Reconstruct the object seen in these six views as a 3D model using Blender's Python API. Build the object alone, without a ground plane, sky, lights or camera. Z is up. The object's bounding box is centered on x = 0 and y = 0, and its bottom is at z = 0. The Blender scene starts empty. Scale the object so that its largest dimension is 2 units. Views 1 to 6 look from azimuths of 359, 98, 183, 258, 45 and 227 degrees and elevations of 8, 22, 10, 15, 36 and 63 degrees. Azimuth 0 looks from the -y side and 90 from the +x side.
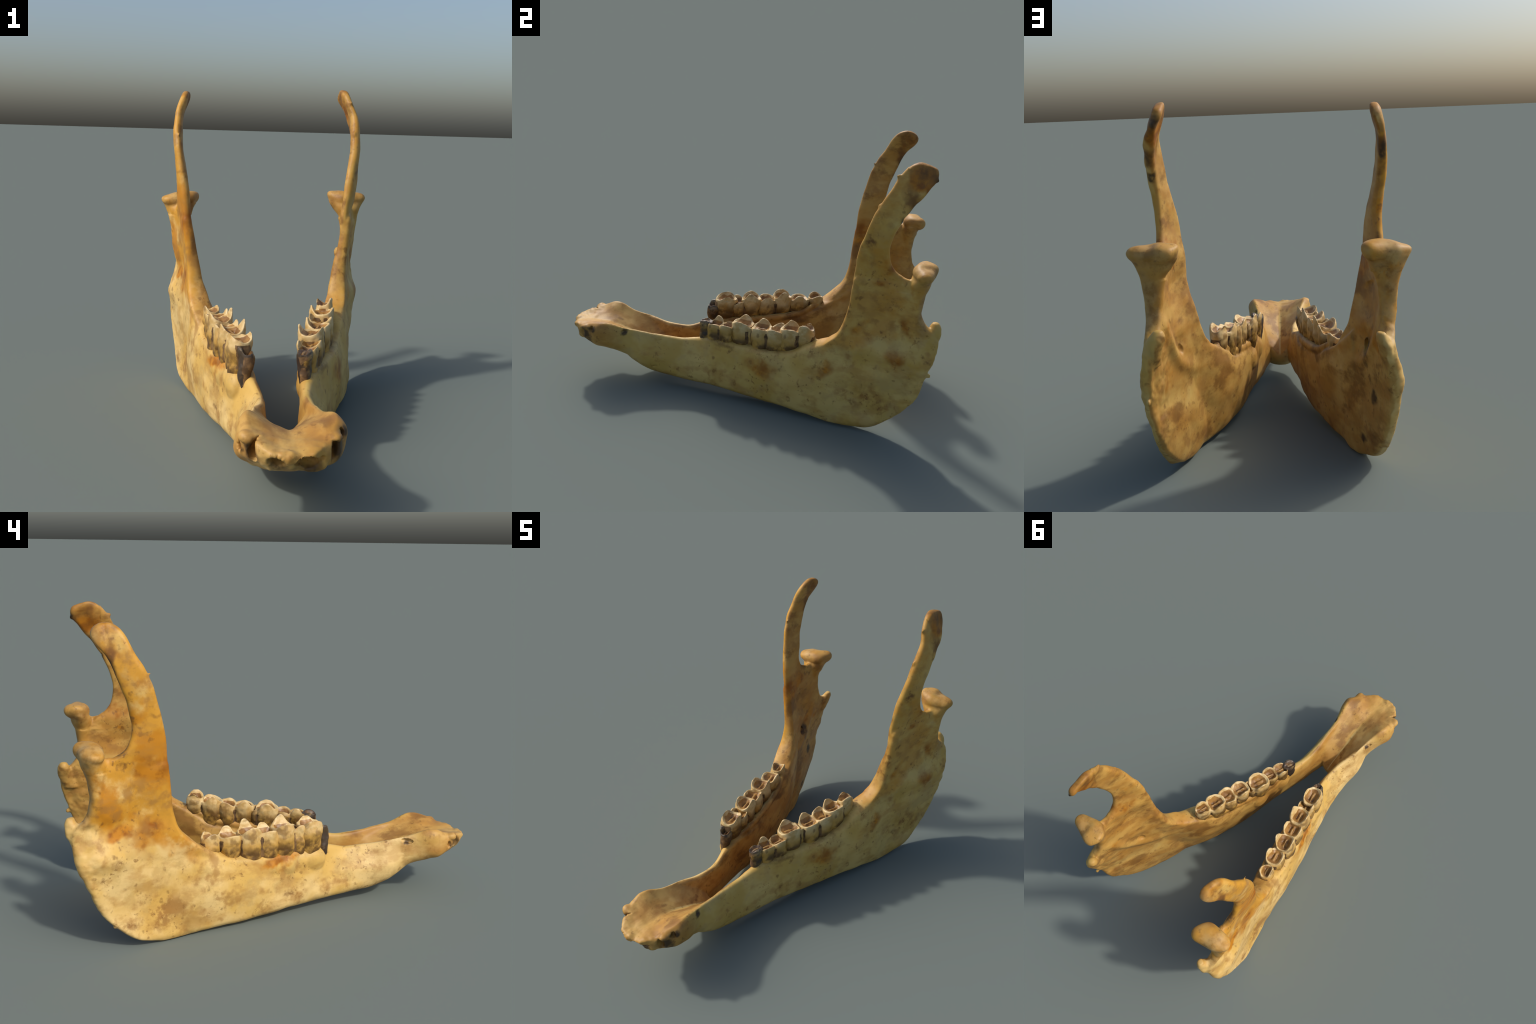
# Weathered lower jawbone of a grazing animal: two mandible halves joined at a spoon-shaped
# front, upright rami with condyles and hooked coronoid processes, ridged cheek teeth.
import bpy, bmesh, math, random
import numpy as np
from mathutils import Vector, noise

random.seed(7)
VOX = 0.0042

# ------------------------------------------------------------------ helpers
def catmull(P, n):
    """Catmull-Rom through the rows of P, n samples per span."""
    P = np.asarray(P, float)
    Q = np.vstack([2 * P[0] - P[1], P, 2 * P[-1] - P[-2]])
    out = []
    for i in range(1, len(Q) - 2):
        a, b, c, d = Q[i - 1], Q[i], Q[i + 1], Q[i + 2]
        for t in np.linspace(0, 1, n, endpoint=False):
            out.append(.5 * (2 * b + (c - a) * t + (2 * a - 5 * b + 4 * c - d) * t * t
                             + (3 * b - a - 3 * c + d) * t ** 3))
    out.append(P[-1])
    return np.array(out)


def add_loops(bm, loops):
    """Skin closed loops into a tube with both ends capped."""
    rings = [[bm.verts.new(p) for p in L] for L in loops]
    n = len(rings[0])
    for a, b in zip(rings, rings[1:]):
        for i in range(n):
            j = (i + 1) % n
            bm.faces.new((a[i], a[j], b[j], b[i]))
    bm.faces.new(rings[0][::-1])
    bm.faces.new(rings[-1])


def plate_loop(A, B, t, bow, side, n=30, cap=.036):
    """Flat section between edges A and B. t: five thicknesses from A to B,
    bow: offset of the middle, side: rough direction of the plate's outer face."""
    A, B = np.array(A), np.array(B)
    d = B - A
    L = np.linalg.norm(d)
    d = d / L
    nrm = side - d * (side @ d)
    nrm /= np.linalg.norm(nrm)
    s = .5 - .5 * np.cos(np.linspace(0, math.pi, n))
    th = np.interp(s, [0, .2, .5, .8, 1], t)
    # round the two edges with the radius of their own thickness
    ra, rb = min(max(t[0], .004) * .5, cap), min(max(t[4], .004) * .5, .020)
    ea = np.clip(s * L / ra, 0, 1); eb = np.clip((1 - s) * L / rb, 0, 1)
    th = th * np.sqrt(1 - (1 - ea) ** 2 + 1e-6) * np.sqrt(1 - (1 - eb) ** 2 + 1e-6)
    c = A + np.outer(s * L, d) + np.outer(bow * 4 * s * (1 - s), nrm)
    up = c + nrm * (th * .5)[:, None]
    dn = c - nrm * (th * .5)[:, None]
    return np.vstack([up, dn[::-1]])


def plate(bm, stations, side, sub=6, cap=.036):
    """stations: (A xyz, B xyz, five thicknesses, bow)"""
    rows = catmull([list(a) + list(b) + list(t) + [w] for a, b, t, w in stations], sub)
    side = np.array(side, float)
    add_loops(bm, [plate_loop(r[0:3], r[3:6], np.maximum(r[6:11], .003), r[11], side, cap=cap) for r in rows])


def rod(bm, stations, u, v, sub=6, n=24, p=2.0):
    """Tube with elliptic sections: (centre xyz, radius along u, radius along v)"""
    rows = catmull([list(c) + [a, b] for c, a, b in stations], sub)
    u, v = np.array(u, float), np.array(v, float)
    loops = []
    for r in rows:
        th = np.linspace(0, 2 * math.pi, n, endpoint=False)
        cu = np.sign(np.cos(th)) * np.abs(np.cos(th)) ** (2 / p)
        cv = np.sign(np.sin(th)) * np.abs(np.sin(th)) ** (2 / p)
        loops.append(r[:3] + np.outer(cu * max(r[3], .001), u) + np.outer(cv * max(r[4], .001), v))
    add_loops(bm, loops)


def lump(bm, c, r, rot=None):
    """Ellipsoid."""
    b = bmesh.new()
    bmesh.ops.create_icosphere(b, subdivisions=3, radius=1)
    vs = {}
    for v in b.verts:
        q = Vector((v.co.x * r[0], v.co.y * r[1], v.co.z * r[2]))
        if rot is not None:
            q.rotate(rot)
        vs[v.index] = bm.verts.new(q + Vector(c))
    for f in b.faces:
        bm.faces.new([vs[v.index] for v in f.verts])
    b.free()


def to_object(bm, name):
    bmesh.ops.recalc_face_normals(bm, faces=bm.faces)
    me = bpy.data.meshes.new(name)
    bm.to_mesh(me)
    bm.free()
    ob = bpy.data.objects.new(name, me)
    bpy.context.scene.collection.objects.link(ob)
    return ob


def applied(ob):
    dg = bpy.context.evaluated_depsgraph_get()
    me = bpy.data.meshes.new_from_object(ob.evaluated_get(dg))
    ob.modifiers.clear()
    old = ob.data
    ob.data = me
    bpy.data.meshes.remove(old)


def remeshed(ob, voxel, smooth, factor=.5):
    m = ob.modifiers.new("r", 'REMESH'); m.mode = 'VOXEL'; m.voxel_size = voxel
    s = ob.modifiers.new("s", 'SMOOTH'); s.factor = factor; s.iterations = smooth
    applied(ob)


# ------------------------------------------------------------------ the bone
bone = bmesh.new()

# horizontal branch: (y, bottom x, z, top x, z, five thicknesses bottom -> top, bow)
def branch(rows, side):
    plate(bone, [((bx, y, bz), (tx, y, tz), t, w) for y, bx, bz, tx, tz, t, w in rows], side)

# right half, then left half
branch([
    (-.71, .132, .182, .174, .315, (.030, .040, .040, .022, .012), 0),
    (-.64, .124, .122, .167, .312, (.046, .068, .070, .040, .018), .009),
    (-.56, .131, .078, .160, .302, (.056, .084, .088, .050, .022), .009),
    (-.48, .142, .056, .149, .288, (.062, .092, .092, .048, .024), .005),
    (-.37, .165, .047, .143, .280, (.064, .090, .084, .054, .028), .004),
    (-.27, .186, .044, .147, .298, (.068, .088, .084, .066, .040), .004),
    (-.18, .203, .041, .165, .322, (.074, .094, .096, .084, .070), .005),
    (-.06, .226, .036, .190, .322, (.084, .106, .120, .116, .106), .002),
    (.11, .263, .024, .237, .330, (.098, .124, .150, .146, .120), -.001),
    (.25, .300, .018, .265, .352, (.102, .128, .160, .152, .118), -.003),
    (.34, .327, .013, .289, .404, (.096, .124, .156, .150, .108), -.003),
    (.43, .354, .011, .317, .450, (.080, .104, .124, .122, .098), -.001),
    (.50, .374, .012, .338, .482, (.062, .074, .082, .086, .082), .002),
    (.56, .390, .013, .350, .530, (.050, .052, .050, .056, .062), .002)], (1, 0, 0))
branch([
    (-.71, -.016, .182, -.060, .300, (.030, .040, .040, .022, .012), 0),
    (-.64, -.010, .122, -.050, .300, (.046, .068, .070, .040, .018), .009),
    (-.56, -.021, .078, -.042, .294, (.056, .084, .088, .050, .022), .009),
    (-.48, -.036, .056, -.025, .280, (.062, .090, .092, .048, .024), .005),
    (-.37, -.062, .046, -.022, .276, (.066, .090, .084, .054, .028), .004),
    (-.27, -.087, .042, -.046, .298, (.072, .088, .080, .056, .038), .001),
    (-.18, -.107, .038, -.078, .320, (.080, .098, .096, .084, .070), .003),
    (-.06, -.135, .029, -.110, .314, (.098, .124, .130, .120, .108), -.002),
    (.11, -.183, .012, -.167, .320, (.106, .136, .154, .144, .118), -.002),
    (.25, -.226, .006, -.206, .346, (.098, .124, .156, .148, .116), .001),
    (.34, -.251, .002, -.230, .388, (.088, .114, .152, .146, .106), .002),
    (.43, -.281, .001, -.263, .432, (.072, .096, .124, .120, .096), .003),
    (.50, -.304, .002, -.291, .474, (.058, .072, .086, .088, .082), .003),
    (.56, -.323, .004, -.313, .520, (.050, .052, .052, .056, .062), .003)], (-1, 0, 0))

# upright plates: (z, front y, x, rear y, x, five thicknesses front -> rear, bow outwards)
def upright(rows, side):
    plate(bone, [((fx, fy, z), (rx, ry, z), t, w) for z, fy, fx, ry, rx, t, w in rows], side, cap=.022)

upright([
    (0.012, 0.440, 0.364, 0.601, 0.390, (.030, .048, .056, .048, .034), .000),
    (0.033, 0.340, 0.340, 0.687, 0.406, (.050, .064, .072, .058, .044), -.002),
    (0.070, 0.280, 0.320, 0.759, 0.419, (.046, .070, .074, .058, .046), -.003),
    (0.120, 0.240, 0.309, 0.825, 0.430, (.046, .074, .074, .056, .044), -.003),
    (0.185, 0.240, 0.304, 0.882, 0.439, (.046, .074, .070, .052, .044), -.002),
    (0.240, 0.260, 0.303, 0.912, 0.446, (.050, .074, .066, .050, .044), .002),
    (0.320, 0.300, 0.306, 0.932, 0.462, (.064, .074, .060, .050, .044), .008),
    (0.380, 0.362, 0.307, 0.948, 0.462, (.086, .072, .054, .054, .046), .012),
    (0.450, 0.434, 0.323, 0.970, 0.455, (.098, .066, .044, .054, .050), .014),
    (0.500, 0.486, 0.334, 0.984, 0.447, (.090, .056, .036, .050, .052), .014),
    (0.550, 0.512, 0.341, 0.985, 0.436, (.078, .048, .032, .046, .052), .014),
    (0.590, 0.525, 0.346, 0.962, 0.430, (.070, .044, .028, .046, .054), .013),
    (0.630, 0.534, 0.350, 0.917, 0.429, (.064, .042, .026, .050, .060), .010),
    (0.680, 0.541, 0.359, 0.891, 0.433, (.056, .040, .024, .052, .066), .007),
    (0.740, 0.547, 0.369, 0.886, 0.429, (.050, .037, .023, .052, .072), .005),
    (0.790, 0.552, 0.374, 0.888, 0.430, (.046, .036, .024, .052, .076), .003),
    (0.825, 0.555, 0.378, 0.888, 0.430, (.040, .034, .024, .046, .070), .001),
    (0.862, 0.580, 0.382, 0.880, 0.430, (.012, .014, .010, .020, .040), .000)], (1, 0, 0))
upright([
    (0.004, 0.430, -0.281, 0.575, -0.330, (.030, .048, .056, .048, .034), -.006),
    (0.028, 0.330, -0.256, 0.648, -0.364, (.050, .064, .072, .058, .044), -.011),
    (0.060, 0.270, -0.238, 0.701, -0.385, (.046, .070, .074, .056, .044), -.016),
    (0.110, 0.230, -0.231, 0.758, -0.401, (.046, .074, .074, .052, .042), -.018),
    (0.165, 0.230, -0.230, 0.809, -0.412, (.046, .074, .070, .048, .042), -.018),
    (0.240, 0.250, -0.235, 0.845, -0.421, (.050, .074, .064, .046, .042), -.013),
    (0.310, 0.290, -0.242, 0.872, -0.433, (.064, .074, .058, .048, .044), -.002),
    (0.370, 0.326, -0.245, 0.896, -0.432, (.086, .072, .052, .052, .046), .006),
    (0.430, 0.402, -0.270, 0.914, -0.426, (.102, .066, .044, .054, .050), .012),
    (0.480, 0.452, -0.289, 0.927, -0.419, (.098, .056, .036, .050, .052), .013),
    (0.520, 0.478, -0.301, 0.934, -0.413, (.086, .048, .032, .046, .052), .013),
    (0.560, 0.492, -0.307, 0.926, -0.409, (.076, .044, .028, .046, .054), .012),
    (0.600, 0.500, -0.312, 0.872, -0.410, (.070, .042, .026, .050, .060), .010),
    (0.660, 0.507, -0.323, 0.848, -0.416, (.062, .040, .024, .052, .066), .007),
    (0.730, 0.514, -0.336, 0.842, -0.412, (.052, .037, .023, .052, .072), .005),
    (0.780, 0.519, -0.344, 0.846, -0.414, (.048, .036, .024, .052, .076), .003),
    (0.815, 0.524, -0.349, 0.848, -0.416, (.042, .034, .024, .046, .070), .001),
    (0.852, 0.550, -0.354, 0.840, -0.416, (.012, .014, .010, .020, .040), .000)], (-1, 0, 0))

# coronoid processes: front edge xyz, rear edge xyz, thickness in the middle
def hook(rows, side):
    s = side[0]
    q = lambda z: .009 * max(0, 1 - ((z - .92) / .26) ** 2)
    plate(bone, [((f[0] + (.002 if s < 0 else -.004) * s - q(f[2]) * s, f[1] + .003, f[2] - .005 * (f[2] > 1.3)), (r[0] + (.002 if s < 0 else -.004) * s, r[1], r[2] - .003),
                  (min(.034, 1.3 * t), 1.2 * t, 1.26 * t, 1.12 * t, min(.030, 1.2 * t)), w) for f, r, t, w in rows], side)

hook([
    ((.366, .548, .700), (.425, .858, .780), .006, .004),
    ((.372, .549, .780), (.420, .828, .840), .022, .002),
    ((.377, .549, .840), (.418, .785, .868), .032, 0),
    ((.383, .552, .890), (.422, .744, .900), .034, .002),
    ((.388, .555, .930), (.424, .722, .945), .036, .004),
    ((.396, .568, 1.00), (.429, .716, 1.020), .038, .004),
    ((.406, .588, 1.07), (.431, .731, 1.088), .038, .003),
    ((.416, .615, 1.15), (.433, .753, 1.145), .037, .003),
    ((.420, .650, 1.225), (.430, .790, 1.212), .035, .002),
    ((.418, .688, 1.297), (.421, .832, 1.270), .033, 0),
    ((.402, .711, 1.350), (.408, .865, 1.312), .031, 0),
    ((.384, .755, 1.404), (.392, .890, 1.338), .030, 0),
    ((.374, .805, 1.428), (.378, .900, 1.365), .030, 0),
    ((.371, .850, 1.421), (.373, .890, 1.395), .024, 0)], (1, 0, 0))
hook([
    ((-0.337, 0.513, .680), (-.412, .820, .780), .030, -.004),
    ((-0.347, 0.518, .760), (-.405, .790, .828), .030, -.003),
    ((-0.352, 0.522, .810), (-.402, .748, .856), .032, 0),
    ((-0.357, 0.524, .860), (-.397, .702, .884), .034, .002),
    ((-0.362, 0.527, .900), (-.392, .678, .930), .036, .004),
    ((-0.368, 0.532, .940), (-.388, .670, .978), .038, .004),
    ((-0.381, 0.544, 1.01), (-.388, .676, 1.018), .038, .003),
    ((-0.395, 0.562, 1.095), (-.393, .684, 1.060), .037, .003),
    ((-0.402, 0.583, 1.162), (-.400, .698, 1.108), .036, .002),
    ((-0.407, 0.613, 1.222), (-.405, .723, 1.172), .034, 0),
    ((-0.403, 0.658, 1.300), (-.406, .749, 1.238), .033, 0),
    ((-0.389, 0.684, 1.352), (-.401, .783, 1.282), .031, 0),
    ((-0.379, 0.713, 1.383), (-.395, .814, 1.318), .030, 0),
    ((-0.374, 0.753, 1.399), (-.384, .823, 1.352), .028, 0),
    ((-0.372, 0.778, 1.394), (-.376, .810, 1.374), .020, 0)], (-1, 0, 0))

# condyles: flaring neck, then a roof-shaped head lying across it
Y, Z, X = (0, 1, 0), (0, 0, 1), (1, 0, 0)
rod(bone, [((.427, .862, .70), .032, .026), ((.425, .862, .76), .038, .034), ((.422, .864, .81), .050, .042),
           ((.417, .872, .85), .068, .052), ((.411, .881, .882), .084, .048)], X, Y)
rod(bone, [((.320, .903, .912), .008, .007), ((.328, .899, .906), .028, .020), ((.350, .894, .897), .050, .036),
           ((.390, .888, .893), .060, .045), ((.430, .884, .890), .053, .042), ((.468, .884, .890), .040, .030),
           ((.490, .886, .894), .024, .018), ((.501, .888, .898), .007, .006)], Y, Z)
rod(bone, [((-.410, .818, .68), .032, .026), ((-.412, .818, .74), .038, .034), ((-.410, .821, .785), .050, .042),
           ((-.408, .828, .825), .068, .052), ((-.404, .838, .858), .084, .048)], X, Y)
rod(bone, [((-.315, .860, .892), .008, .007), ((-.324, .857, .887), .030, .022), ((-.348, .852, .878), .054, .038),
           ((-.390, .844, .875), .060, .045), ((-.432, .833, .872), .053, .042), ((-.468, .827, .872), .040, .030),
           ((-.488, .825, .874), .024, .018), ((-.499, .825, .876), .007, .006)], Y, Z)

# angular processes behind the necks
rod(bone, [((.424, .930, .50), .024, .042), ((.414, .955, .57), .028, .038),
           ((.402, .964, .612), .028, .028), ((.396, .964, .638), .014, .014)], X, Y)
rod(bone, [((-.408, .880, .47), .024, .042), ((-.396, .914, .54), .028, .038),
           ((-.384, .925, .575), .027, .030), ((-.376, .926, .602), .015, .016)], X, Y)

# raised bone along the inner side of the tooth rows
rod(bone, [((.150, -.17, .312), .010, .010), ((.155, -.10, .320), .016, .018), ((.162, -.04, .322), .018, .020),
           ((.180, .04, .326), .020, .022), ((.205, .15, .336), .020, .022), ((.230, .25, .356), .020, .022),
           ((.252, .32, .392), .018, .018), ((.272, .38, .424), .012, .012)], X, Z)
rod(bone, [((-.068, -.17, .306), .010, .010), ((-.074, -.10, .314), .016, .018), ((-.084, -.04, .316), .018, .020),
           ((-.102, .04, .320), .020, .022), ((-.132, .15, .330), .020, .022), ((-.164, .25, .350), .020, .022),
           ((-.190, .31, .380), .018, .018), ((-.214, .36, .406), .012, .012)], X, Z)

# bone swollen round the base of each cheek tooth: (x, y, z of the gum, half width, half length)
for x, y, z, w, l in [(.166, -.170, .306, .046, .052), (.182, -.100, .304, .048, .052),
                      (.190, -.010, .302, .058, .066), (.228, .090, .308, .058, .056), (.246, .172, .312, .058, .056),
                      (.258, .250, .330, .056, .058),
                      (-.104, -.160, .304, .048, .072), (-.116, -.096, .300, .050, .056),
                      (-.138, -.026, .300, .057, .068), (-.164, .060, .302, .058, .058), (-.192, .146, .306, .058, .058),
                      (-.206, .236, .324, .054, .058)]:
    lump(bone, (x, y, z - .056), (w, l * 1.15, .070))

# spoon-shaped symphysis: (y, centre x, half width, rim z, floor z, keel z, place of the crest 0..1)
def spoon(rows):
    rows = catmull(rows, 6)
    loops = []
    for y, cx, w, rim, floor, keel, crest in rows:
        th = np.linspace(0, 2 * math.pi, 64, endpoint=False)
        q = 2.25
        u = np.sign(np.cos(th)) * np.abs(np.cos(th)) ** (2 / q)
        v = np.sign(np.sin(th)) * np.abs(np.sin(th)) ** (2 / q)
        up = np.sign(np.sin(th)) * np.abs(np.sin(th)) ** (2 / 4.2)
        uu = np.where(v > 0, np.sign(np.cos(th)) * np.abs(np.cos(th)) ** (2 / 4.2), u)
        mid = (rim + keel) / 2
        lift = (rim + .006 - mid) / (1 - crest ** 4.2) ** (1 / 4.2)
        zz = np.where(v > 0, mid + lift * up, mid + (mid - keel) * v)
        u = uu
        trough = floor + (rim - floor) * (np.abs(u) / crest) ** 1.15
        zz = np.where(v > 0, np.minimum(zz, trough), zz)
        loops.append(np.stack([cx + w * u, np.full_like(u, y), zz], 1))
    add_loops(bone, loops)

spoon([
    (-.455, .053, .024, .140, .125, .096, .88), (-.474, .053, .064, .188, .140, .074, .88),
    (-.505, .054, .100, .262, .160, .058, .88), (-.55, .056, .116, .290, .184, .074, .88),
    (-.62, .059, .126, .308, .224, .106, .86), (-.69, .061, .140, .322, .256, .142, .82),
    (-.75, .062, .162, .344, .278, .162, .78), (-.80, .062, .174, .349, .292, .176, .76),
    (-.84, .062, .168, .338, .298, .188, .76), (-.88, .060, .150, .322, .300, .204, .76),
    (-.92, .056, .124, .310, .299, .224, .78), (-.955, .055, .096, .302, .296, .244, .82),
    (-.98, .056, .070, .294, .290, .260, .85), (-.992, .058, .044, .284, .281, .268, .88)])
# ragged lip and swollen walls between the empty sockets
for c, r in [((.060, -0.935, 0.262), (.020, .042, .036)), ((-.026, -0.915, 0.266), (.015, .038, .034)),
             ((.146, -0.912, 0.264), (.016, .038, .034)), ((-.078, -0.858, 0.274), (.026, .036, .036)),
             ((.184, -0.848, 0.266), (.036, .044, .040)), ((.146, -0.920, 0.244), (.020, .028, .016)),
             ((.105, -0.910, 0.236), (.044, .042, .018)), ((.008, -0.910, 0.238), (.038, .042, .018)),
             ((.060, -.972, .286), (.022, .020, .011)), ((.130, -.948, .294), (.018, .018, .010)),
             ((-.020, -.946, .294), (.022, .018, .010)), ((-.074, -.885, .310), (.022, .026, .014)),
             ((.190, -.880, .311), (.026, .030, .014))]:
    lump(bone, c, r)

# small bony spurs and bumps on the edges
for c, r in [((-.398, .592, 1.192), (.005, .008, .008)), ((.450, .956, .372), (.008, .012, .012)),
             ((-.404, .764, .114), (.008, .008, .008)), ((.398, .722, 1.356), (.010, .016, .012)),
             ((.410, .655, 1.205), (.008, .018, .020)), ((.383, .895, 1.345), (.008, .012, .012))]:
    lump(bone, c, r)

jaw = to_object(bone, "jaw_blank")
remeshed(jaw, VOX, 7)

# pits: tooth sockets along the front edge, nerve openings
pits = bmesh.new()
from mathutils import Euler
def pit(c, r, e=(0, 0, 0)):
    lump(pits, c, r, Euler(e))
pit((-.060, -.925, .276), (.022, .066, .037), (.2, 0, -.5))
pit((-.104, -.880, .276), (.013, .038, .022), (0, 0, -.8))
pit((.012, -.982, .262), (.032, .064, .024), (.12, 0, -.1))
pit((.106, -.982, .256), (.041, .070, .028), (.12, .15, .1))
pit((.152, -.962, .266), (.012, .030, .010), (.2, -.4, .3))
pit((.192, -.915, .274), (.021, .060, .036), (.2, 0, .5))
pit((.222, -.855, .312), (.012, .036, .018), (0, 0, .8))
pit((.186, -.668, .304), (.010, .026, .009), (.1, 0, .2))
pit((-.064, -.668, .294), (.012, .032, .011), (.1, 0, -.3))
pit((-.110, -.492, .120), (.016, .024, .009), (.3, 0, .3))
pit((.194, -.500, .118), (.010, .022, .009), (.3, 0, -.3))
pit((.358, .690, .490), (.022, .036, .024), (.6, 0, .3))
pit((-.338, .650, .470), (.014, .022, .036), (.5, 0, -.3))
pits = to_object(pits, "pits")
remeshed(pits, .003, 1)
b = jaw.modifiers.new("b", 'BOOLEAN'); b.operation = 'DIFFERENCE'; b.object = pits
b.solver = 'EXACT'
applied(jaw)
bpy.data.objects.remove(pits)
remeshed(jaw, VOX, 2)

# surface relief
me = jaw.data
nv = len(me.vertices)
co = np.empty(nv * 3); me.vertices.foreach_get("co", co); co = co.reshape(-1, 3)
no = np.empty(nv * 3); me.vertex_normals.foreach_get("vector", no); no = no.reshape(-1, 3)
# broad swells, hollows and ridges: (centre, radii, height, which faces: +1 outer, -1 inner, 0 all)
def swell(c, r, h, face=0):
    d = np.exp(-(((co - np.array(c)) / np.array(r)) ** 2).sum(1))
    if face:
        out = np.sign(c[0]) * no[:, 0] * face
        d = d * np.clip(out * 2, 0, 1)
    return h * d

def ridge(path, width, h):
    P = catmull(path, 5)
    best = np.full(nv, 9.0)
    fade = np.sin(np.linspace(.12, .95, len(P) - 1) * math.pi)
    at = np.zeros(nv)
    for (a, b), k in zip(zip(P, P[1:]), fade):
        ab = b - a
        t = np.clip(((co - a) @ ab) / (ab @ ab), 0, 1)
        d = np.linalg.norm(co - a - t[:, None] * ab, axis=1)
        at = np.where(d < best, k, at)
        best = np.minimum(best, d)
    out = np.clip(-np.sign(P[0][0]) * no[:, 0] * 2, 0, 1)
    return h * at * np.exp(-(best / width) ** 2) * out

base = np.zeros(nv)
base += swell((.455, .850, .470), (.07, .110, .070), .006, 1) + swell((-.425, .800, .455), (.07, .110, .070), .012, 1)
base += swell((-.075, -.55, .155), (.06, .13, .07), .016, 1) + swell((.180, -.54, .150), (.06, .13, .07), .014, 1)
base += swell((.44, .66, .465), (.07, .15, .045), .014, 1) + swell((.46, .85, .300), (.07, .08, .08), -.014, 1)
base += swell((-.40, .74, .420), (.07, .11, .045), .010, 1)
base += swell((.43, .66, .050), (.07, .12, .045), .013, 1) + swell((.45, .78, .440), (.07, .08, .040), .010, 1)
base += swell((-.41, .84, .415), (.07, .07, .040), .009, 1) + swell((.39, .66, .740), (.06, .055, .11), -.013, -1)
base += swell((-.375, .63, .720), (.06, .055, .11), -.012, -1) + swell((.42, .74, .660), (.06, .08, .06), -.010, 1)
base += swell((-.40, .66, .630), (.06, .07, .07), -.009, 1)
base += ridge([(.420, .870, .660), (.405, .815, .585), (.390, .765, .515), (.370, .705, .450), (.345, .620, .400), (.315, .520, .360)], .030, .018)
base += ridge([(-.408, .828, .630), (-.392, .772, .555), (-.375, .722, .490), (-.352, .660, .430), (-.325, .580, .385), (-.29, .490, .350)], .030, .018)
base += swell((.375, .680, .520), (.05, .045, .035), -.010, -1) + swell((-.352, .650, .500), (.05, .045, .040), -.010, -1)
base += swell((.41, .890, .930), (.035, .06, .03), -.006) + swell((-.41, .850, .905), (.035, .06, .03), -.006)

amp = np.empty(nv)
for i in range(nv):
    p = Vector(co[i])
    a = .0045 * noise.noise(p * 9) + .009 * max(0, min(1, (-.76 - co[i][1]) / .06)) * noise.noise(p * 15) + .0018 * noise.noise(p * 20)
    x, y, z = co[i]
    rough = max(0, min(1, (-.84 - y) / .08)) * (.35 + .65 * max(0, -no[i][1]))   # broken tooth sockets
    rough = max(rough, .5 * max(0, min(1, (y - .76) / .1)) * (z < .62))
    if rough > 0:
        a += rough * (.009 * noise.noise(p * 22 + Vector((3, 1, 7))) + .004 * noise.noise(p * 50))
    if y > .76 and z > .80:                                        # lumpy condyles
        a += .008 * noise.noise(p * 17)
    amp[i] = a + base[i]
co2 = co + no * amp[:, None]
me.vertices.foreach_set("co", co2.ravel())
me.update()
no = np.empty(nv * 3); me.vertex_normals.foreach_get("vector", no); no = no.reshape(-1, 3)

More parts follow.
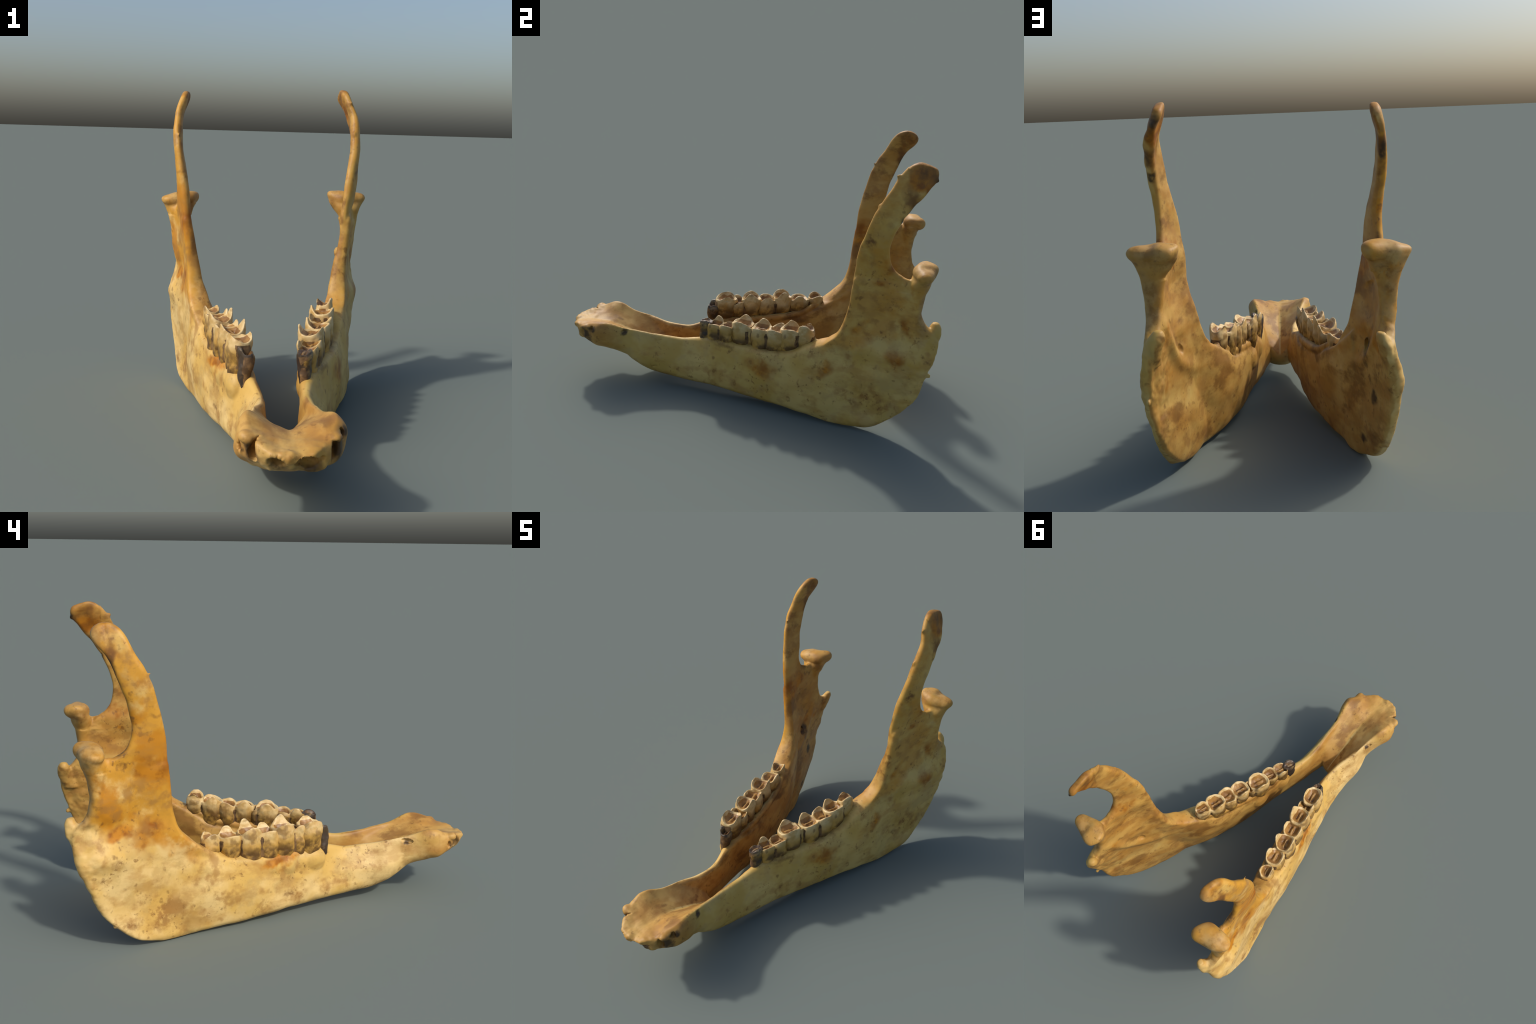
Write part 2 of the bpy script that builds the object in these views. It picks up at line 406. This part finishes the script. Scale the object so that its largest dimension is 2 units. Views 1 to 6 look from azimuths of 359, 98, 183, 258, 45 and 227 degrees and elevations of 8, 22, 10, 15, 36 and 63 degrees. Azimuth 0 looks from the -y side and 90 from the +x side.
# ------------------------------------------------------------------ materials
class Tree:
    def __init__(self, name):
        self.mat = bpy.data.materials.new(name)
        self.mat.use_nodes = True
        self.t = self.mat.node_tree
        self.t.nodes.clear()
        self.out = self.t.nodes.new("ShaderNodeOutputMaterial")
        self.bsdf = self.t.nodes.new("ShaderNodeBsdfPrincipled")
        self.t.links.new(self.bsdf.outputs[0], self.out.inputs[0])
        self.pos = self.t.nodes.new("ShaderNodeTexCoord").outputs["Object"]

    def put(self, sock, v):
        if isinstance(v, bpy.types.NodeSocket):
            self.t.links.new(v, sock)
        else:
            sock.default_value = v

    def math(self, op, a, b=0.0, clamp=False):
        n = self.t.nodes.new("ShaderNodeMath"); n.operation = op; n.use_clamp = clamp
        self.put(n.inputs[0], a); self.put(n.inputs[1], b)
        return n.outputs[0]

    def noise(self, scale, detail=4, rough=.55, vec=None, stretch=None, seed=0, color=False):
        v = vec if vec is not None else self.pos
        m = self.t.nodes.new("ShaderNodeMapping")
        self.put(m.inputs["Vector"], v)
        m.inputs["Location"].default_value = (seed * 1.7, seed * .9, seed * 2.3)
        if stretch:
            m.inputs["Scale"].default_value = stretch
        n = self.t.nodes.new("ShaderNodeTexNoise")
        self.t.links.new(m.outputs[0], n.inputs["Vector"])
        n.inputs["Scale"].default_value = scale
        n.inputs["Detail"].default_value = detail
        n.inputs["Roughness"].default_value = rough
        return n.outputs["Color" if color else "Fac"]

    def ramp(self, v, lo, hi):
        n = self.t.nodes.new("ShaderNodeMapRange"); n.interpolation_type = 'SMOOTHSTEP'
        self.put(n.inputs[0], v)
        n.inputs[1].default_value, n.inputs[2].default_value = lo, hi
        return n.outputs[0]

    def mix(self, f, a, b):
        n = self.t.nodes.new("ShaderNodeMix"); n.data_type = 'RGBA'
        self.put(n.inputs[0], f)
        for s, v in ((n.inputs[6], a), (n.inputs[7], b)):
            self.put(s, v if isinstance(v, bpy.types.NodeSocket) else tuple(v) + (1,))
        return n.outputs[2]

    def rich(self, col, sat):
        n = self.t.nodes.new("ShaderNodeHueSaturation")
        n.inputs["Saturation"].default_value = sat
        self.put(n.inputs["Color"], col)
        return n.outputs[0]

    def axis(self, v=None):
        n = self.t.nodes.new("ShaderNodeSeparateXYZ")
        self.put(n.inputs[0], v if v is not None else self.pos)
        return n.outputs

    def warped(self, amount, scale, seed=0):
        c = self.noise(scale, 3, seed=seed, color=True)
        a = self.t.nodes.new("ShaderNodeVectorMath"); a.operation = 'SUBTRACT'
        self.put(a.inputs[0], c); a.inputs[1].default_value = (.5, .5, .5)
        s = self.t.nodes.new("ShaderNodeVectorMath"); s.operation = 'SCALE'
        self.put(s.inputs[0], a.outputs[0]); s.inputs["Scale"].default_value = amount
        d = self.t.nodes.new("ShaderNodeVectorMath"); d.operation = 'ADD'
        self.put(d.inputs[0], self.pos); self.put(d.inputs[1], s.outputs[0])
        return d.outputs[0]

    def blob(self, vec, c, r, soft=.6):
        """1 inside an ellipsoid of radii r round c, fading to 0 at its border"""
        s = self.t.nodes.new("ShaderNodeVectorMath"); s.operation = 'SUBTRACT'
        self.put(s.inputs[0], vec); s.inputs[1].default_value = c
        q = self.t.nodes.new("ShaderNodeVectorMath"); q.operation = 'DIVIDE'
        self.put(q.inputs[0], s.outputs[0]); q.inputs[1].default_value = r if isinstance(r, tuple) else (r, r, r)
        l = self.t.nodes.new("ShaderNodeVectorMath"); l.operation = 'LENGTH'
        self.put(l.inputs[0], q.outputs[0])
        return self.ramp(l.outputs["Value"], 1.0, 1.0 - soft)

    def union(self, *m):
        r = m[0]
        for k in m[1:]:
            r = self.math('MAXIMUM', r, k)
        return r

    def bump(self, h, strength, dist):
        n = self.t.nodes.new("ShaderNodeBump")
        n.inputs["Strength"].default_value = strength
        n.inputs["Distance"].default_value = dist
        self.put(n.inputs["Height"], h)
        self.t.links.new(n.outputs[0], self.bsdf.inputs["Normal"])


def bone_material():
    T = Tree("weathered_bone")
    x, y, z = T.axis()
    W = T.warped(.21, 7)
    Wf = T.warped(.07, 13, seed=5)
    wx, wy, wz = T.axis(W)
    cream, straw, sallow = (.64, .45, .185), (.56, .355, .105), (.47, .325, .125)
    ochre, orange, rust = (.53, .275, .050), (.46, .195, .028), (.27, .095, .014)
    brown, umber, soot = (.30, .150, .045), (.150, .068, .020), (.040, .023, .012)
    mul, ramp, n = (lambda a, b: T.math('MULTIPLY', a, b)), T.ramp, T.noise

    left = ramp(x, .10, -.02)
    cream = T.mix(left, (.58, .41, .145), (.68, .495, .220))  # cream and straw: right half darkened for its shade side, left lightened for sun
    straw = T.mix(left, (.50, .325, .088), (.58, .375, .115))
    col = T.mix(ramp(n(4.5, 4, seed=1), .38, .62), cream, straw)
    col = T.mix(mul(ramp(n(9, 5, .6, seed=21), .50, .62), .6), col, sallow)

    #  over the upright parts, strongest on the left outer face above a slanting line
    line = T.math('SUBTRACT', wz, T.math('MULTIPLY', T.math('SUBTRACT', wy, .5), .42))
    upper = mul(ramp(line, .40, .47), ramp(wy, .30, .46))
    side = T.math('ADD', T.math('MULTIPLY', left, .62), .38)
    streak = ramp(n(5.5, 6, .64, stretch=(1.3, .8, 1.3), seed=25), .50, .64)
    col = T.mix(mul(streak, T.math('ADD', T.math('MULTIPLY', upper, .45), .16)), col, (.47, .235, .048))
    flush = mul(mul(upper, side), ramp(n(5.5, 5, .58, seed=2), .33, .50))
    col = T.mix(flush, col, ochre)
    deep = mul(mul(upper, side), ramp(n(6, 5, .58, seed=14), .45, .59))
    col = T.mix(mul(deep, .85), col, orange)

    # browner inner faces and front block
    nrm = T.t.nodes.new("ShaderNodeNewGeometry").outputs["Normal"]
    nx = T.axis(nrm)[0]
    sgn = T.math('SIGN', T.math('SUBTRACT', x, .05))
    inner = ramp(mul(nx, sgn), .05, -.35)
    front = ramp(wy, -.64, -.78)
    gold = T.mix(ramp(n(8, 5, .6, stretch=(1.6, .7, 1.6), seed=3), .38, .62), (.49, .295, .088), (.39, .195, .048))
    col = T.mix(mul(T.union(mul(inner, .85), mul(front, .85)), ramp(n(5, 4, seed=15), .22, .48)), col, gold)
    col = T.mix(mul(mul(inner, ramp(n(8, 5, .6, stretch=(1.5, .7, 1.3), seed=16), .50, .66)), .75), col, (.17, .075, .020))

    # rust patches
    rusty = T.union(T.blob(W, (.42, .60, .58), (.10, .06, .06), .9), T.blob(W, (.44, .72, .92), (.06, .05, .06), .9), T.blob(W, (.32, .05, .245), (.12, .09, .065), .8), T.blob(W, (.34, .13, .215), (.12, .10, .075), .8),
                    T.blob(W, (.38, .44, .315), (.12, .06, .06), .9), T.blob(W, (.45, .79, .42), (.12, .09, .085), .8),
                    T.blob(W, (.45, .81, .63), (.1, .06, .10), .9), T.blob(W, (.44, .68, .82), (.08, .06, .05)),
                    T.blob(W, (-.40, .60, .52), (.12, .13, .085), .7), T.blob(W, (-.36, .60, .80), (.12, .10, .08)),
                    T.blob(W, (-.40, .75, .53), (.12, .08, .05)), T.blob(W, (.36, .70, .95), (.05, .08, .10)),
                    T.blob(W, (-.20, .02, .295), (.1, .22, .035)), T.blob(W, (.39, .84, 1.33), (.06, .10, .08)))
    col = T.mix(mul(rusty, ramp(n(12, 5, .65, seed=4), .24, .48)), col, T.mix(ramp(n(16, 4, seed=17), .4, .6), orange, rust))

    marks = T.union(T.blob(Wf, (-.39, .745, 1.335), (.06, .04, .03)), T.blob(Wf, (-.37, .585, 1.02), (.06, .045, .016)),
                    T.blob(Wf, (-.41, .71, .815), (.06, .025, .022)), T.blob(Wf, (-.43, .735, .40), (.06, .045, .035), .9),
                    T.blob(Wf, (-.40, .68, .11), (.08, .06, .04), .9), T.blob(Wf, (-.17, -.05, .115), (.08, .06, .03), .9),
                    T.blob(Wf, (.45, .63, .23), (.06, .05, .035), .9), T.blob(Wf, (.45, .75, .18), (.06, .05, .035), .9),
                    T.blob(Wf, (.40, .66, 1.27), (.05, .03, .03)), T.blob(Wf, (.42, .62, 1.03), (.05, .03, .05)))
    col = T.mix(mul(mul(marks, .85), ramp(n(20, 5, .65, seed=33), .36, .60)), col, (.17, .075, .022))
    # brown freckles in clusters, and small dark specks
    cluster = ramp(n(4.2, 3, seed=8), .44, .60)
    fre = ramp(n(17, 4, .55, seed=6), .48, .66)
    col = T.mix(mul(mul(fre, cluster), .65), col, brown)
    lowpart = T.union(T.blob(W, (-.40, .55, .14), (.2, .26, .15), .9), T.blob(W, (-.2, -.02, .10), (.12, .26, .06), .9),
                      T.blob(W, (.44, .60, .20), (.14, .20, .12), .9))
    col = T.mix(mul(mul(ramp(n(13, 4, .66, seed=18), .47, .61), lowpart), .75), col, (.24, .105, .030))
    col = T.mix(mul(ramp(n(24, 3, .5, seed=19), .62, .74), .6), col, umber)
    grain = ramp(n(9, 5, .6, stretch=(1.8, .8, 1.8), seed=9), .48, .68)
    col = T.mix(mul(grain, .45), col, (.36, .19, .055))

    pits = mul(ramp(n(48, 4, .6, seed=27), .56, .66), ramp(n(6, 4, .6, seed=28), .50, .62))
    col = T.mix(mul(pits, .75), col, (.20, .095, .030))
    # brown tips and hind edges of the coronoid processes, with black on the edges
    tips = T.union(T.blob(W, (.375, .86, 1.39), (.08, .11, .11), .7), T.blob(W, (.435, .80, 1.20), (.06, .05, .17), .7),
                   T.blob(W, (-.38, .79, 1.38), (.08, .09, .08), .7), T.blob(W, (-.405, .75, 1.22), (.07, .045, .18), .7))
    col = T.mix(mul(tips, .5), col, rust)
    col = T.mix(mul(mul(tips, .9), ramp(n(15, 5, .62, seed=11), .36, .58)), col, umber)
    knobs = T.union(T.blob(Wf, (.41, .89, .89), (.14, .09, .07), .6), T.blob(Wf, (-.41, .845, .865), (.14, .09, .07), .6),
                    T.blob(Wf, (.44, .90, .72), (.05, .04, .2), .6), T.blob(Wf, (-.43, .86, .70), (.05, .04, .2), .6))  # neck rear edges: shading painted in as a darker tint
    col = T.mix(mul(knobs, .6), col, T.mix(ramp(n(18, 5, .6, seed=20), .42, .62), (.40, .265, .115), (.17, .09, .035)))
    dark = T.union(T.blob(Wf, (.382, .905, 1.35), (.03, .025, .04)), T.blob(Wf, (.435, .765, 1.15), (.04, .02, .05)), T.blob(Wf, (.435, .805, 1.215), (.04, .02, .05)),
                   T.blob(Wf, (-.41, .745, 1.20), (.04, .022, .08)), T.blob(Wf, (-.40, .72, .90), (.06, .05, .06)),
                   T.blob(Wf, (-.064, -.915, .268), (.035, .06, .05)), T.blob(Wf, (.106, -.97, .236), (.06, .06, .04)),
                   T.blob(Wf, (.206, -.89, .268), (.04, .06, .06)), T.blob(Wf, (.008, -.975, .246), (.045, .05, .035)),
                   T.blob(Wf, (.23, -.84, .31), .03), T.blob(Wf, (-.105, -.88, .27), .025),
                   T.blob(Wf, (.19, -.672, .30), .03), T.blob(Wf, (-.062, -.668, .292), .022),
                   T.blob(Wf, (-.34, .67, .46), (.04, .035, .07)), T.blob(Wf, (-.30, .64, .10), (.06, .05, .03)),
                   T.blob(Wf, (-.36, .74, .29), (.04, .04, .035)), T.blob(Wf, (-.12, -.49, .12), .025))
    col = T.mix(mul(mul(dark, .92), ramp(n(18, 5, .6, seed=22), .25, .50)), col, soot)
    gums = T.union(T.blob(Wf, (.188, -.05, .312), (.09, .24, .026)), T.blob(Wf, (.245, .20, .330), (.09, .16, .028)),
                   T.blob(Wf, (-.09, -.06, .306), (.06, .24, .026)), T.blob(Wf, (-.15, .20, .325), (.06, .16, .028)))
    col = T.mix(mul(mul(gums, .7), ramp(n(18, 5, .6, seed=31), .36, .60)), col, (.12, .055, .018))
    T.put(T.bsdf.inputs["Base Color"], T.rich(col, 1.045))
    T.bsdf.inputs["Roughness"].default_value = .52
    T.bsdf.inputs["Specular IOR Level"].default_value = .35
    T.bump(T.math('ADD', n(60, 5, .6, seed=12), mul(n(26, 5, stretch=(2.5, 1, 2.5), seed=13), .8)), .16, .003)
    return T.mat


def tooth_material(name, burnt=0.0, dentine=False):
    T = Tree(name)
    x, y, z = T.axis()
    W = T.warped(.035, 20)
    _, _, wz = T.axis(W)
    mul, ramp, n = (lambda a, b: T.math('MULTIPLY', a, b)), T.ramp, T.noise
    geo = T.t.nodes.new("ShaderNodeNewGeometry")
    pt = geo.outputs["Pointiness"]
    if dentine:
        col = T.mix(ramp(n(20, 4, seed=3), .38, .62), (.34, .185, .060), (.20, .10, .032))
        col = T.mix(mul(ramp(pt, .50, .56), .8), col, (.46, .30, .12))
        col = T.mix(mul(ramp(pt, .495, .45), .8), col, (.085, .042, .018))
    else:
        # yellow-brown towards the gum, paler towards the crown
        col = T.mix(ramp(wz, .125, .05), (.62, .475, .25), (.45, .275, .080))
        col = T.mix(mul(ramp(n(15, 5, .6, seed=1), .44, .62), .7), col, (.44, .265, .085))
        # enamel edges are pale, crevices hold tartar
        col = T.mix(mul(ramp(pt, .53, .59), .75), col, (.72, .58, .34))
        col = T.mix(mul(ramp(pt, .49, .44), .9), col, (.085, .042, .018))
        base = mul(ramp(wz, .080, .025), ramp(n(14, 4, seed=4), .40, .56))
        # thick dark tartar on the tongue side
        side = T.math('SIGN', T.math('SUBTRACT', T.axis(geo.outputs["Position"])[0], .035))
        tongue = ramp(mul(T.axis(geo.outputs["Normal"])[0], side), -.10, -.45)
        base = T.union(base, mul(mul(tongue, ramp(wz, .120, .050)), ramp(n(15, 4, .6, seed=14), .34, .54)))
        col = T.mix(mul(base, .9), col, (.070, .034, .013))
        col = T.mix(mul(ramp(n(17, 3, .55, seed=5), .56, .68), .6), col, (.15, .08, .03))
    if burnt:
        col = T.mix(mul(ramp(n(13, 5, .62, seed=7), .70, .52), burnt), col, (.032, .023, .019))
        col = T.mix(mul(ramp(n(24, 4, .62, seed=9), .55, .66), .5), col, (.16, .11, .07))
    T.put(T.bsdf.inputs["Base Color"], T.rich(col, 1.08))
    T.bsdf.inputs["Roughness"].default_value = .45
    T.bump(n(70, 4, seed=8), .2, .003)
    return T.mat


bone_mat = bone_material()
T = Tree("dark_tartar")
T.put(T.bsdf.inputs["Base Color"], T.mix(T.ramp(T.noise(30, 4), .4, .62), (.085, .045, .017), (.20, .110, .038)))
T.bsdf.inputs["Roughness"].default_value = .7
tartar = T.mat
enamel = (tooth_material("stained_enamel"), tooth_material("worn_dentine", dentine=True), tartar)
burnt = (tooth_material("blackened_enamel", .95), tooth_material("blackened_dentine", .8, True), tartar)

# ------------------------------------------------------------------ split the bone into its parts
root = bpy.data.objects.new("jawbone", None)
root["label"] = "weathered yellow-brown lower jawbone with two rows of cheek teeth"
root["category"] = "animal jawbone"
bpy.context.scene.collection.objects.link(root)

faces = [tuple(p.vertices) for p in me.polygons]
cen = np.empty(len(faces) * 3); me.polygons.foreach_get("center", cen); cen = cen.reshape(-1, 3)
cx, cy, cz = cen.T
right = cx > .05
notch = np.where(right, .80, .755)
kind = np.full(len(faces), 0)                                   # mandible body
kind[(cy - .40) * .62 + (cz - .42) * .36 > 0] = 1               # ramus
kind[(cz > .87) & (cy < notch)] = 2                             # coronoid process
kind[(cz > .81 - (cy - notch) * .2) & (cy >= notch)] = 3        # condyle
kind[cy < -.47] = 4                                             # symphysis
names = ["mandible_body", "ramus", "coronoid_process", "condyle", "symphysis"]
body = {}
for k, nm in enumerate(names):
    for sd in ((True, False) if k != 4 else (None,)):
        sel = np.nonzero((kind == k) & ((right == sd) if sd is not None else True))[0]
        ids = {}
        fs = []
        for i in sel:
            fs.append([ids.setdefault(v, len(ids)) for v in faces[i]])
        order = np.array(list(ids.keys()))
        m = bpy.data.meshes.new(nm)
        m.from_pydata(co2[order].tolist(), [], fs)
        m.polygons.foreach_set("use_smooth", [True] * len(fs))
        m.normals_split_custom_set_from_vertices(no[order].tolist())
        m.materials.append(bone_mat)
        ob = bpy.data.objects.new(nm, m)
        ob.parent = root
        bpy.context.scene.collection.objects.link(ob)
        if k == 0:
            body[sd] = ob
bpy.data.objects.remove(jaw)

# ------------------------------------------------------------------ teeth
def lobe(bm, x0, length, width, buccal, lingual, valley, rng, y0=0.0, depth=.009):
    """One column of a crescent tooth: x along the row, +y outwards, z up from the gum line."""
    n = 44
    th = np.linspace(0, 2 * math.pi, n, endpoint=False)
    c, s = np.cos(th), np.sin(th)
    q = 2.5
    ex = np.sign(c) * np.abs(c) ** (2 / q)
    ey = np.sign(s) * np.abs(s) ** (2 / q)
    ey = np.where(s < 0, ey * .92, ey)
    def peak(at, wide):
        d = np.arctan2(np.sin(th - at), np.cos(th - at))
        return np.exp(-(d / wide) ** 2)
    skew = rng.uniform(-.25, .25)
    rim = (valley + (buccal - valley) * peak(math.pi / 2 + skew * .5, .95)
           + (lingual - valley) * peak(-math.pi / 2 + skew, .68)
           + .008 * peak(-.45, .3) + .006 * peak(math.pi + .45, .3))
    ph, cut = rng.uniform(0, 6), rng.uniform(.8, 1.2)
    rib = 1 + .05 * peak(-math.pi / 2 + skew, .3) - .04 * peak(-math.pi / 2 + .85, .3) - .04 * peak(-math.pi / 2 - .85, .3)
    loops = []
    def ring(k, z):
        wob = (1 + .03 * np.sin(3 * th + ph)) * rib
        loops.append(np.stack([x0 + ex * wob * length / 2 * k, y0 + ey * wob * width / 2 * k, z + 0 * th], 1))
    ring(.50, -.06); ring(.72, -.025); ring(.88, .005); ring(.97, .035); ring(1.0, .065); ring(1.01, rim * .78)
    tip = 1 - .06 * peak(-math.pi / 2 + skew, .6)
    ring(.985 * tip, rim - .012); ring(.95 * tip, rim - .002); ring(.90 * tip, rim); ring(.84 * tip, rim - .002)
    deep = valley - depth * cut
    ridge = lambda k: .95 * depth * np.exp(-((ey * k - .04) / .15) ** 2) * (1 - .5 * (ex * k / .6) ** 2)
    for k, f in ((.76, .78), (.66, .56), (.56, .36), (.47, .20)):
        ring(k, deep + f * (rim - deep) + (1 - f) * .8 * ridge(k))
    for k, f in ((.38, .10), (.28, .04), (.18, 0), (.08, 0)):
        ring(k, deep + f * (rim - deep) + ridge(k) - .005 * np.exp(-((np.abs(ey * k) - .24) / .08) ** 2))
    add_loops(bm, loops)


def tooth(name, at, angle, lean, lobes, mat, parent, seed, side):
    rng = random.Random(seed)
    bm = bmesh.new()
    for L in lobes:
        lobe(bm, *L, rng)
    ob = to_object(bm, name)
    remeshed(ob, .0025, 2)
    m = ob.data
    nv = len(m.vertices)
    c = np.empty(nv * 3); m.vertices.foreach_get("co", c); c = c.reshape(-1, 3)
    k = np.empty(nv * 3); m.vertex_normals.foreach_get("vector", k); k = k.reshape(-1, 3)
    a = np.empty(nv)
    for i in range(nv):
        p = Vector(c[i]) + Vector((seed, 0, 0))
        a[i] = (.011 if 'black' in mat[0].name else .0065) * noise.noise(p * 19) + .002 * noise.noise(p * 55)
    c = c + k * a[:, None]
    if side < 0:
        c[:, 1] *= -1
    m.vertices.foreach_set("co", c.ravel())
    if side < 0:
        m.flip_normals()
    m.update()
    m.polygons.foreach_set("use_smooth", [True] * len(m.polygons))
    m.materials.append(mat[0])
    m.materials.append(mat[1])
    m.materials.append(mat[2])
    # the worn hollow inside each rim is bare dentine
    fc = np.empty(len(m.polygons) * 3); m.polygons.foreach_get("center", fc); fc = fc.reshape(-1, 3)
    hollow = np.zeros(len(fc), int)
    for x0, length, width, bu, li, va in lobes:
        r = (np.abs((fc[:, 0] - x0) / (length / 2)) ** 2.3 + np.abs(fc[:, 1] / (width / 2)) ** 2.3) ** (1 / 2.3)
        hollow[(r < .74 + .05 * np.sin(fc[:, 0] * 160 + seed)) & (fc[:, 2] > va - .035) & (fc[:, 2] < va + .012)] = 1
    # tartar packs the grooves between the lobes and the two ends of the tooth
    cs = [L[0] for L in lobes]
    joints = [(a[0] + a[1] / 2 + b[0] - b[1] / 2) / 2 for a, b in zip(lobes, lobes[1:])]
    joints += [lobes[0][0] - lobes[0][1] / 2, lobes[-1][0] + lobes[-1][1] / 2]
    low = min(L[5] for L in lobes)
    for i in np.nonzero(fc[:, 2] < low - .008)[0]:
        k = noise.noise(Vector(fc[i]) * 34 + Vector((seed, 0, 0)))
        if min(abs(fc[i][0] - j) for j in joints) < .007 + .008 * k + .05 * max(0, .03 - fc[i][2]):
            hollow[i] = 2
    m.polygons.foreach_set("material_index", hollow)
    ob.location = at
    ob.rotation_euler = (lean, 0, angle)
    ob.parent = parent
    return ob

# rows of (kind, centre x y z of the gum line, lobes: x0, length, width, buccal, lingual, valley height)
def row(side, teeth, parent):
    for i, (name, at, ang, lobes, mat) in enumerate(teeth):
        # local x runs to the rear; local +y must point outwards
        tooth(name, at, ang, side * -.06, lobes, mat, parent, 10 + i + (50 if side < 0 else 0), -side)

R = math.radians
row(1, [
    ("premolar", (.145, -.226, .310), R(76), [(0.000, 0.077, 0.054, 0.092, 0.098, 0.083)], burnt),
    ("premolar", (.171, -.136, .310), R(74), [(-0.034, 0.093, 0.084, 0.094, 0.117, 0.079), (0.036, 0.091, 0.088, 0.102, 0.104, 0.081)], enamel),
    ("molar", (.188, -.012, .306), R(74), [(-0.006, 0.120, 0.108, 0.142, 0.151, 0.113), (0.048, 0.048, 0.080, 0.116, 0.118, 0.101)], enamel),
    ("molar", (.235, .132, .312), R(77), [(-0.043, 0.108, 0.106, 0.126, 0.151, 0.113), (0.041, 0.106, 0.108, 0.136, 0.147, 0.113)], enamel),
    ("molar", (.262, .276, .334), R(77), [(-0.028, 0.112, 0.104, 0.132, 0.151, 0.111), (0.052, 0.087, 0.072, 0.162, 0.164, 0.135)], enamel)],
    body[True])
row(-1, [
    ("premolar", (-.080, -.230, .306), R(106), [(0.000, 0.066, 0.056, 0.102, 0.093, 0.081)], burnt),
    ("premolar", (-.106, -.158, .310), R(106), [(-0.004, 0.124, 0.098, 0.140, 0.147, 0.113)], enamel),
    ("molar", (-.128, -.056, .303), R(107), [(-0.042, 0.085, 0.094, 0.128, 0.122, 0.103), (0.030, 0.114, 0.104, 0.148, 0.174, 0.119)], enamel),
    ("molar", (-.176, .102, .306), R(108), [(-0.046, 0.110, 0.104, 0.124, 0.149, 0.109), (0.044, 0.110, 0.106, 0.154, 0.176, 0.123)], enamel),
    ("molar", (-.212, .262, .326), R(107), [(-0.026, 0.110, 0.100, 0.106, 0.133, 0.093), (0.070, 0.083, 0.070, 0.124, 0.124, 0.101)], enamel)],
    body[False])
